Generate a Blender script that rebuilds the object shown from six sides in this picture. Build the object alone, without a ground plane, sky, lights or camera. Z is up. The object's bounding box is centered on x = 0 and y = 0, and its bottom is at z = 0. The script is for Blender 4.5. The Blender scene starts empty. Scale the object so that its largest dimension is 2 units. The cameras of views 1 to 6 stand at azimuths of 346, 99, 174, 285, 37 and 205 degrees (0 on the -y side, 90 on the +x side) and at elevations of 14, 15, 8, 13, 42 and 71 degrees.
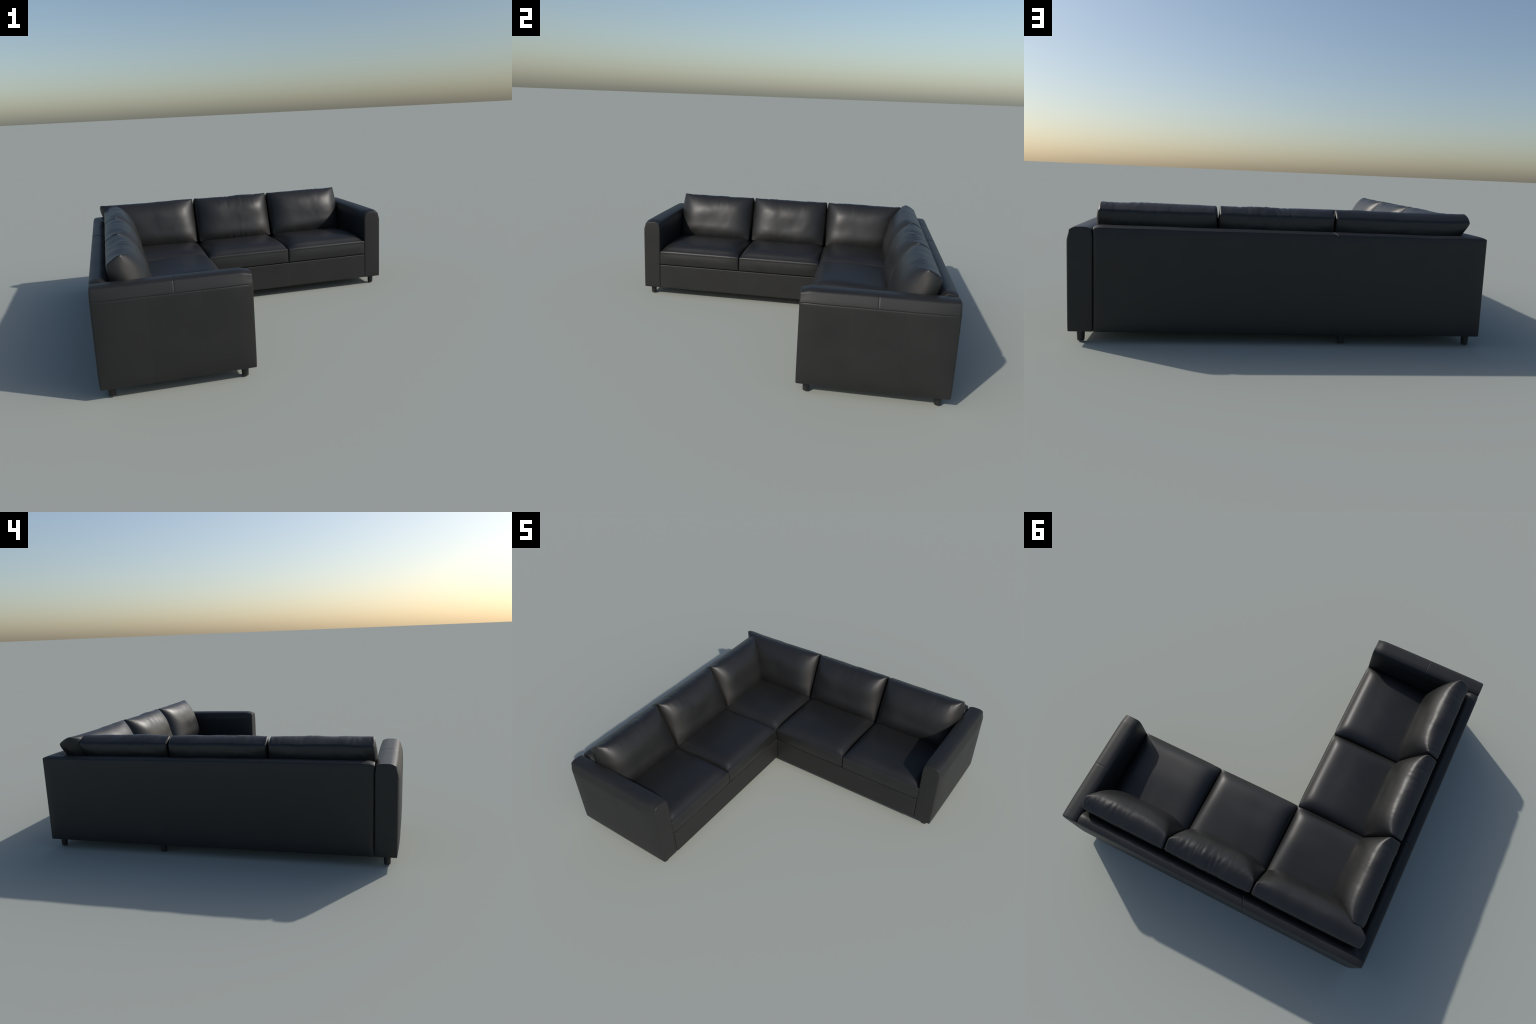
"""Black leather corner sofa: two wings and a corner module, five seat cushions,
six loose back cushions, two panel arms, upholstered backs and short round legs."""
import bpy, bmesh, math
import numpy as np
from mathutils import Vector, noise

# ------------------------------------------------------------------ dimensions
OUT = 0.987      # outer face of arms and backs (before their padding bulges out)
FRONT = 0.250    # front plane of seats and arms, distance from the middle
ARM_IN = 0.873   # inner face of the arms
SPLIT = 0.3055   # joint between the two seats of a wing
Z_BASE = 0.055   # underside of the upholstered frame
Z_SEAT = 0.228   # joint between frame and seat cushions
Z_TOP = 0.540    # top of arms and backs
BACK_IN = 0.893  # inner face of the backs


# ------------------------------------------------------------------ helpers
def nz(x, y, z):
    return noise.noise(Vector((x, y, z)))


def smooth(a, b, x):
    t = np.clip((x - a) / (b - a), 0, 1)
    return t * t * (3 - 2 * t)


def groove(x, at, width):
    """1 on the line x = at, falling to 0 at about `width` on either side."""
    return np.exp(-((x - at) / width) ** 2)


def lines(lo, hi, r, step, extra=()):
    """Grid lines of one box direction: closer at the rounded edges and around seams."""
    e = [r * (1 - math.tan(math.radians(a))) for a in (45, 36, 27, 18, 9, 0)]
    n = max(2, round((hi - lo - 2 * r) / step))
    mid = list(np.linspace(lo + r, hi - r, n + 1))
    for x, w in extra:
        mid += [x + w * k for k in (-2.2, -1.5, -1, -0.5, 0, 0.5, 1, 1.5, 2.2)]
    allx = [lo + k for k in e] + [hi - k for k in e] + [m for m in mid if lo + r <= m <= hi - r]
    out = []
    for x in sorted(allx):
        if not out or x - out[-1] > 2e-4:
            out.append(x)
    out[-1] = hi
    return np.array(out)


def soft_box(lo, hi, r, step, extra=((), (), ())):
    """Box with rounded edges as a quad mesh. Returns points, faces, and the normal of
    the box face each point came from (used to bulge one face and not the others)."""
    if np.isscalar(step):
        step = (step,) * 3
    ax = [lines(lo[i], hi[i], r, step[i], extra[i]) for i in range(3)]
    pts, nor, faces, index = [], [], [], {}
    for axis in range(3):
        a, b = [(1, 2), (2, 0), (0, 1)][axis]
        for side in (0, 1):
            grid = np.empty((len(ax[a]), len(ax[b])), int)
            for i, u in enumerate(ax[a]):
                for j, v in enumerate(ax[b]):
                    p = [0, 0, 0]
                    p[axis] = hi[axis] if side else lo[axis]
                    p[a], p[b] = u, v
                    key = tuple(round(c, 6) for c in p)
                    if key not in index:
                        index[key] = len(pts)
                        pts.append(p)
                    grid[i, j] = index[key]
            q = np.stack([grid[:-1, :-1], grid[1:, :-1], grid[1:, 1:], grid[:-1, 1:]], -1).reshape(-1, 4)
            faces.append(q if side else q[:, ::-1])
    p = np.array(pts, float)
    l, h = np.array(lo, float), np.array(hi, float)
    inner = np.clip(p, l + r, h - r)
    d = p - inner
    d /= np.linalg.norm(d, axis=1)[:, None]
    return inner + r * d, np.vstack(faces), d


def wing_a(p):
    """The second wing is the mirror image of the first across the sofa's diagonal."""
    return np.stack([-p[:, 1], -p[:, 0], p[:, 2]], 1)


ROOT = bpy.data.objects.new("corner_sofa", None)
bpy.context.scene.collection.objects.link(ROOT)
ROOT["label"] = "black leather L-shaped corner sofa with loose back cushions"
ROOT["category"] = "sofa"


def part(name, p, faces, mat, mirror=False, parent=None):
    if mirror:
        p = wing_a(p)
        faces = faces[:, ::-1]
    me = bpy.data.meshes.new(name)
    me.from_pydata(p.tolist(), [], faces.tolist())
    me.update()
    me.shade_smooth()
    me.materials.append(mat)
    ob = bpy.data.objects.new(name, me)
    bpy.context.scene.collection.objects.link(ob)
    ob.parent = parent or ROOT
    return ob


# ------------------------------------------------------------------ materials
def leather(name, colour, rough, gloss, grain=0.12):
    m = bpy.data.materials.new(name)
    m.use_nodes = True
    t = m.node_tree
    n, link = t.nodes, t.links.new
    b = n["Principled BSDF"]
    co = n.new("ShaderNodeTexCoord")
    # soft tone differences of the hide
    big = n.new("ShaderNodeTexNoise")
    big.inputs["Scale"].default_value = 7.0
    big.inputs["Detail"].default_value = 4.0
    link(co.outputs["Object"], big.inputs["Vector"])
    ramp = n.new("ShaderNodeValToRGB")
    ramp.color_ramp.elements[0].position = 0.3
    ramp.color_ramp.elements[1].position = 0.7
    ramp.color_ramp.elements[0].color = (*[c * 0.9 for c in colour], 1)
    ramp.color_ramp.elements[1].color = (*[c * 1.1 for c in colour], 1)
    link(big.outputs["Fac"], ramp.inputs["Fac"])
    link(ramp.outputs["Color"], b.inputs["Base Color"])
    # gloss varies a little with handling
    rr = n.new("ShaderNodeMapRange")
    rr.inputs["To Min"].default_value = rough - 0.04
    rr.inputs["To Max"].default_value = rough + 0.04
    link(big.outputs["Fac"], rr.inputs["Value"])
    link(rr.outputs["Result"], b.inputs["Roughness"])
    # pebble grain
    vo = n.new("ShaderNodeTexVoronoi")
    vo.inputs["Scale"].default_value = 420.0
    link(co.outputs["Object"], vo.inputs["Vector"])
    bump = n.new("ShaderNodeBump")
    bump.inputs["Strength"].default_value = grain
    bump.inputs["Distance"].default_value = 0.0006
    link(vo.outputs["Distance"], bump.inputs["Height"])
    link(bump.outputs["Normal"], b.inputs["Normal"])
    b.inputs["Specular IOR Level"].default_value = gloss
    return m


LEATHER = leather("black_leather", (0.0142, 0.0140, 0.0138), 0.445, 0.5)
FRAME_LEATHER = leather("black_coated_leather", (0.0168, 0.0166, 0.0162), 0.49, 0.40)

WOOD = bpy.data.materials.new("black_painted_leg")
WOOD.use_nodes = True
_b = WOOD.node_tree.nodes["Principled BSDF"]
_n = WOOD.node_tree.nodes.new("ShaderNodeTexNoise")
_n.inputs["Scale"].default_value = 60
_r = WOOD.node_tree.nodes.new("ShaderNodeValToRGB")
_r.color_ramp.elements[0].color = (0.010, 0.010, 0.010, 1)
_r.color_ramp.elements[1].color = (0.016, 0.016, 0.016, 1)
WOOD.node_tree.links.new(_n.outputs["Fac"], _r.inputs["Fac"])
WOOD.node_tree.links.new(_r.outputs["Color"], _b.inputs["Base Color"])
_b.inputs["Roughness"].default_value = 0.5

GLIDE = bpy.data.materials.new("grey_plastic_glide")
GLIDE.use_nodes = True
_b = GLIDE.node_tree.nodes["Principled BSDF"]
_n = GLIDE.node_tree.nodes.new("ShaderNodeTexNoise")
_n.inputs["Scale"].default_value = 90
_r = GLIDE.node_tree.nodes.new("ShaderNodeValToRGB")
_r.color_ramp.elements[0].color = (0.16, 0.16, 0.16, 1)
_r.color_ramp.elements[1].color = (0.22, 0.22, 0.22, 1)
GLIDE.node_tree.links.new(_n.outputs["Fac"], _r.inputs["Fac"])
GLIDE.node_tree.links.new(_r.outputs["Color"], _b.inputs["Base Color"])
_b.inputs["Roughness"].default_value = 0.5


# ------------------------------------------------------------------ arms
ARM_BULGE = 0.0120


def armrest(mirror):
    z_seam, y_third, y_mid = 0.482, (0.495, 0.743), 0.617
    w = 0.0028
    p, f, n = soft_box((ARM_IN, FRONT, Z_BASE), (OUT, OUT, Z_TOP - 0.004), 0.0055, 0.012,
                       ((), [(y, w) for y in (*y_third, y_mid)], [(z_seam, w)]))
    x, y, z = p.T
    u = (y - FRONT) / (OUT - FRONT) * 2 - 1
    v = (z - Z_BASE) / (Z_TOP - Z_BASE) * 2 - 1
    a = (x - ARM_IN) / (OUT - ARM_IN)
    outer = np.clip(n[:, 0], 0, 1)
    top = np.clip(n[:, 2], 0, 1)
    # padded outer panel: quick rise from the edges, then flat
    rise = (1 - np.abs(u) ** 8) * (1 - np.abs(v) ** 8)
    q = p.copy()
    q[:, 0] += (ARM_BULGE * rise * smooth(0.2, 1, a))
    q[:, 0] -= 0.010 * rise * (1 - smooth(0, 0.8, a))
    # rounded shoulders of the top
    crown = (1 - np.abs(2 * a - 1) ** 3.4)
    q[:, 2] += smooth(0.40, Z_TOP, z) * (0.012 * crown - 0.007)
    q[:, 2] -= 0.010 * smooth(0.45, Z_TOP, z) * smooth(-0.86, -1.0, u)
    # the ends of the arm are padded too
    q[:, 1] += np.where(u > 0, 1, -0.4) * 0.005 * smooth(0.8, 1, np.abs(u)) * (1 - np.abs(v) ** 8) * (1 - np.abs(2 * a - 1) ** 14)
    # shoulder roll of the outer top edge
    q[:, 0] -= smooth(0.47, Z_TOP, z) * 0.010 * smooth(0.5, 1, a)
    q[:, 0] += smooth(0.49, Z_TOP, z) * 0.006 * (1 - smooth(0.0, 0.5, a))
    # seams: a top band lapped over the side panels, joined panels below it
    inside = (np.abs(u) < 0.985)
    lap = 0.0010 * smooth(z_seam - 0.001, z_seam + 0.003, z) * (1 - smooth(0.49, 0.53, z))
    q[:, 0] += outer * (lap - 0.0014 * groove(z, z_seam - 0.001, w) * inside)
    for yt in y_third:
        q[:, 0] -= outer * 0.0004 * groove(y, yt, w) * (z < z_seam)
    g = 0.0011 * groove(y, y_mid, w) * (z > z_seam)
    q[:, 0] -= outer * g
    q[:, 2] -= top * g
    # slight unevenness of the padding
    for i in range(len(q)):
        k = nz(*(q[i] * 6.0)) * 0.0016
        q[i, 0] += outer[i] * k * rise[i]
        q[i, 2] += top[i] * k * 0.7
    return part("armrest", q, f, FRAME_LEATHER, mirror)


# ------------------------------------------------------------------ backs
BACK_BULGE = 0.0088


def backrests():
    """One padded wall, folded by a mitre round the outer corner and running from arm to arm.
    It is cut at the two module seams into wing backs and a corner back."""
    reach = ARM_IN - 0.0004 + OUT              # outer length of one leg
    seam = 1 - (ARM_IN - 0.0004 + FRONT) / reach
    p, f, n = soft_box((-1, BACK_IN, Z_BASE), (1, OUT, Z_TOP - 0.004), 0.0035, (0.011, 0.007, 0.014),
                       ([(0, 0.0025), (0, 0.0006), (-seam, 0.0018), (seam, 0.0018)], (), ()))
    along, dist, z = p[:, 0].copy(), p[:, 1].copy(), p[:, 2].copy()
    t = np.abs(along)
    depth = (dist - BACK_IN) / (OUT - BACK_IN)
    v = (z - Z_BASE) / (Z_TOP - Z_BASE) * 2 - 1
    outer, top = smooth(0.3, 1, depth), np.clip(n[:, 2], 0, 1)
    # padding of the outer face, low along the edges and the corner
    pad = BACK_BULGE * outer * (1 - np.abs(v) ** 9) * smooth(0, 0.022, t) * smooth(0, 0.005, 1 - t)
    pad -= 0.0016 * outer * groove(t, seam, 0.0018)
    # rounded top, falling away to the inside
    up = smooth(0.44, Z_TOP, z) * (0.016 * (1 - np.abs(2 * np.clip(depth, 0, 1) - 1.15) ** 2.2) - 0.004)
    up -= 0.014 * smooth(0.5, Z_TOP, z) * (1 - smooth(0.0, 0.55, depth))
    up -= top * 0.003 * groove(t, seam, 0.0018)
    up -= 0.006 * smooth(0.5, Z_TOP, z) * smooth(0.985, 1, t)
    k = dist - t * (dist + ARM_IN - 0.0004)    # runs from the mitre to the arm
    far = dist + pad
    x = np.where(along < 0, -far, -k)
    y = np.where(along < 0, k, far)
    r = 0.008                                 # round the outer vertical edge
    cx, cy = -OUT + r, OUT - r
    dx, dy = np.minimum(x - cx, 0), np.maximum(y - cy, 0)
    L = np.hypot(dx, dy)
    m = (dx < 0) & (dy > 0)
    sq = np.where(m, np.maximum(np.abs(dx), np.abs(dy)) / np.maximum(L, 1e-9), 1)
    x = np.where(m, cx + dx * sq, x)
    y = np.where(m, cy + dy * sq, y)
    q = np.stack([x, y, z + up], 1)
    for i in range(len(q)):
        k = nz(*(q[i] * 5.0))
        q[i, 2] += top[i] * k * 0.0025
    whole = bpy.data.meshes.new("whole")
    whole.from_pydata(q.tolist(), [], f.tolist())
    whole.update()
    normals = np.empty(len(q) * 3, np.float32)
    whole.vertices.foreach_get("normal", normals)
    normals = normals.reshape(-1, 3)
    bpy.data.meshes.remove(whole)
    mid = along[f].mean(1)
    for pick in (mid < -seam, np.abs(mid) <= seam, mid > seam):
        ff = f[pick]
        used = np.unique(ff)
        new = np.full(len(q), -1)
        new[used] = np.arange(len(used))
        ob = part("backrest", q[used], new[ff], FRAME_LEATHER)
        ob.data.normals_split_custom_set_from_vertices(normals[used].tolist())


# ------------------------------------------------------------------ seat bases
def seat_base(mirror):
    lo = (-FRONT + 0.0045, FRONT - 0.004, Z_BASE + 0.002)
    hi = (ARM_IN - 0.0008, BACK_IN - 0.001, Z_SEAT - 0.002)
    p, f, n = soft_box(lo, hi, 0.006, (0.02, 0.03, 0.012), ([(SPLIT, 0.0026)], (), ()))
    x, y, z = p.T
    g = 0.0005 * groove(x, SPLIT, 0.0026)
    p[:, 1] += np.clip(-n[:, 1], 0, 1) * g
    return part("seat_base", p, f, FRAME_LEATHER, mirror)


def corner_base():
    lo = (-BACK_IN + 0.001, FRONT - 0.0035, Z_BASE + 0.003)
    hi = (-FRONT + 0.0035, BACK_IN - 0.001, Z_SEAT - 0.003)
    p, f, n = soft_box(lo, hi, 0.006, 0.04)
    return part("seat_base", p, f, FRAME_LEATHER)


# ------------------------------------------------------------------ seat cushions
def seat_cushion(lo_x, hi_x, lo_y, hi_y, seed, mirror=False, fronts=("y",)):
    gap = 0.0012
    lo = (lo_x + gap, lo_y, Z_SEAT)
    hi = (hi_x - gap, hi_y, 0.319)
    p, f, n = soft_box(lo, hi, 0.007, (0.012, 0.012, 0.008))
    x, y, z = p.T
    s = (x - lo[0]) / (hi[0] - lo[0]) * 2 - 1
    t = (y - lo[1]) / (hi[1] - lo[1]) * 2 - 1
    h = np.clip((z - Z_SEAT) / (0.319 - Z_SEAT), 0, 1)
    crown = (1 - np.abs(s) ** 10) * (1 - np.abs(np.minimum(t, 0)) ** 11) * (1 - 0.42 * smooth(-0.4, 0.6, t))
    q = p.copy()
    q[:, 2] += h ** 2 * (0.053 * crown)
    # boxed sides swell between their two seams
    swell = 0.003 + np.sin(np.pi * h) * 0.005
    q[:, 1] -= np.clip(-n[:, 1], 0, 1) * swell * (1 - np.abs(s) ** 8)
    q[:, 0] *= 1
    # welt along the top edge at the front
    front = np.clip(-n[:, 1], 0, 1) * np.clip(n[:, 2], 0, 1) * 2
    q[:, 1] -= 0.002 * front
    q[:, 2] += 0.002 * front
    for i in range(len(q)):
        k = nz(x[i] * 5 + seed, y[i] * 5, z[i] * 5)
        k2 = nz(x[i] * 45 + seed, y[i] * 8, z[i] * 30)
        q[i, 2] += h[i] * k * 0.004 * crown[i]
        q[i, 1] -= max(-n[i, 1], 0) * (k * 0.0015 + k2 * 0.0006)
    return part("seat_cushion", q, f, LEATHER, mirror)


# ------------------------------------------------------------------ back cushions
def back_cushion(x0, x1, seed, mirror=False, shear0=0.0, shear1=0.0, wrinkle=1.0, puff0=0.010, puff1=0.010):
    """Loose leaning cushion. x0, x1: its ends at the seat; shear moves an end with height."""
    rnd = np.random.default_rng(seed)
    W = abs(x1 - x0)
    H = 0.31
    p, f, n = soft_box((0, 0, 0), (W, 0.12, H), 0.010, (0.008, 0.010, 0.0085))
    s = p[:, 0] / W
    q = p[:, 1] / 0.12          # 0 front .. 1 rear
    h = p[:, 2] / H
    t = 2 * s - 1
    z = 0.336 + h * 0.309
    front = 0.697 + (0.838 - 0.697) * h
    rear = 0.884 + 0.020 * smooth(0.4, 1, h)
    side = np.clip(1 - np.abs(t) ** 4.8, 0, 1) ** 0.85
    prof = np.sin(np.pi * np.clip(h, 0, 1) ** 0.92) ** 0.62
    front = front + 0.004 * (1 - smooth(0, 0.25, h))
    front = front - side * (0.066 * prof + 0.048 * smooth(0.35, 1, h))
    rear = rear + side * 0.012 * np.sin(np.pi * h)
    y = front + (rear - front) * q
    # the top slopes down to the rear seam and is domed between the seams
    up = smooth(0.60, 1.0, h)
    z = z + up * (-0.034 * q ** 1.6 + side * (0.010 * np.sin(np.pi * np.clip(q, 0, 1) ** 0.8) - 0.005 * (1 - q) ** 2))
    z = z + up * (1 - q) * 0.005 * (np.abs(t) ** 8)
    # end panels puff out, front corners stay pulled out
    ends = np.where(s > 0.5, puff1, puff0) * np.sin(np.pi * np.clip(q, 0, 1)) ** 0.8 * np.sin(np.pi * np.clip(h, 0, 1) ** 1.4) ** 0.7
    x = x0 + s * (x1 - x0)
    sg = np.sign(x1 - x0)
    x = x + sg * np.where(s > 0.5, 1, -1) * np.abs(t) ** 10 * (ends - 0.003)
    # shear of the ends with height
    x = x + h * (shear0 * (1 - s) + shear1 * s)
    out = np.stack([x, y, z], 1)
    nn = n
    top, fr, rr = np.clip(nn[:, 2], 0, 1), np.clip(-nn[:, 1], 0, 1), np.clip(nn[:, 1], 0, 1)
    o = rnd.uniform(0, 50, 3)
    patch = rnd.uniform(0.15, 0.85)
    for i in range(len(out)):
        xs, hh, qq, sd = x[i], h[i], q[i], side[i]
        soft = nz(xs * 9 + o[0], hh * 3.2, qq + o[1])
        dent = nz(xs * 22 + o[1], hh * 7, o[2])
        # gathers running away from the top and bottom seams
        gath = nz(xs * 62 + o[2], hh * 3.0 + qq * 1.5, o[0])
        gath = -abs(gath) * 1.6 + 0.35
        local = 0.35 + 0.65 * max(0, nz(xs * 4 + o[0], o[1], 0.3) + 0.35)
        dy = fr[i] * sd * (soft * 0.0035 + dent * 0.0011 * local)
        dy += fr[i] * gath * local * 0.0042 * (max(0, 1 - hh / 0.30) ** 1.2 + wrinkle * max(0, (hh - 0.72) / 0.28) ** 1.5)
        dz = top[i] * (soft * 0.0045 + gath * local * 0.0042 * wrinkle * (0.35 + 0.65 * math.sin(math.pi * min(max(qq, 0), 1))))
        out[i, 1] -= dy
        out[i, 1] += rr[i] * (dent * 0.001 + gath * local * 0.0055 * wrinkle * max(0, (hh - 0.6) / 0.4))
        out[i, 2] += dz
    if sg < 0:
        f = f[:, ::-1]
    return part("back_cushion", out, f, LEATHER, mirror)


# ------------------------------------------------------------------ legs
def lathe(profile, seg):
    pts, faces = [], []
    for r, z in profile:
        for k in range(seg):
            a = 2 * math.pi * k / seg
            pts.append((r * math.cos(a), r * math.sin(a), z))
    m = len(profile)
    bm = bmesh.new()
    vs = [bm.verts.new(p) for p in pts]
    for j in range(m - 1):
        for k in range(seg):
            k2 = (k + 1) % seg
            bm.faces.new((vs[j * seg + k], vs[j * seg + k2], vs[(j + 1) * seg + k2], vs[(j + 1) * seg + k]))
    bm.faces.new(vs[:seg][::-1])
    bm.faces.new(vs[-seg:])
    bm.normal_update()
    return bm


def legs():
    def mesh(name, profile, mat):
        bm = lathe(profile, 28)
        me = bpy.data.meshes.new(name)
        bm.to_mesh(me)
        bm.free()
        me.shade_smooth()
        me.set_sharp_from_angle(angle=math.radians(35))
        me.materials.append(mat)
        return me
    leg_mesh = mesh("leg", [(0.0135, 0.002), (0.0165, 0.0045), (0.0185, 0.045), (0.0190, 0.0565)], WOOD)
    glide_mesh = mesh("foot_glide", [(0.0125, 0.0), (0.0130, 0.0006), (0.0130, 0.0019)], GLIDE)
    e, m = 0.937, 0.300
    for x, y in ((-m, -e), (-e, -e), (-e, m), (-e, e), (-m, e), (-m, m), (e, m), (e, e)):
        leg = bpy.data.objects.new("leg", leg_mesh)
        bpy.context.scene.collection.objects.link(leg)
        leg.location = (x, y, 0)
        leg.parent = ROOT
        glide = bpy.data.objects.new("foot_glide", glide_mesh)
        bpy.context.scene.collection.objects.link(glide)
        glide.parent = leg


# ------------------------------------------------------------------ assembly
for mirror in (False, True):
    armrest(mirror)
    seat_base(mirror)
    k = 10 if mirror else 0
    seat_cushion(-FRONT, SPLIT, FRONT, 0.885, 1 + k, mirror)
    seat_cushion(SPLIT, ARM_IN + 0.003, FRONT, 0.885, 2 + k, mirror)
backrests()
corner_base()
seat_cushion(-0.885, -FRONT, FRONT + 0.002, 0.885, 5)

# wing B, from its arm to the corner
back_cushion(0.3175, 0.868, 21, puff1=0.018)
back_cushion(-0.2475, 0.3085, 22, wrinkle=1.3)
back_cushion(-0.785, -0.2555, 23, shear0=-0.150, wrinkle=0.5, puff0=0.028)
# wing A: its last cushion leans on the one standing in the corner
back_cushion(0.3175, 0.866, 31, True, wrinkle=1.1, puff1=0.018)
back_cushion(-0.2475, 0.3085, 32, True, wrinkle=1.0)
back_cushion(-0.698, -0.2555, 33, True, shear0=-0.100, wrinkle=1.7, puff0=0.004)

legs()
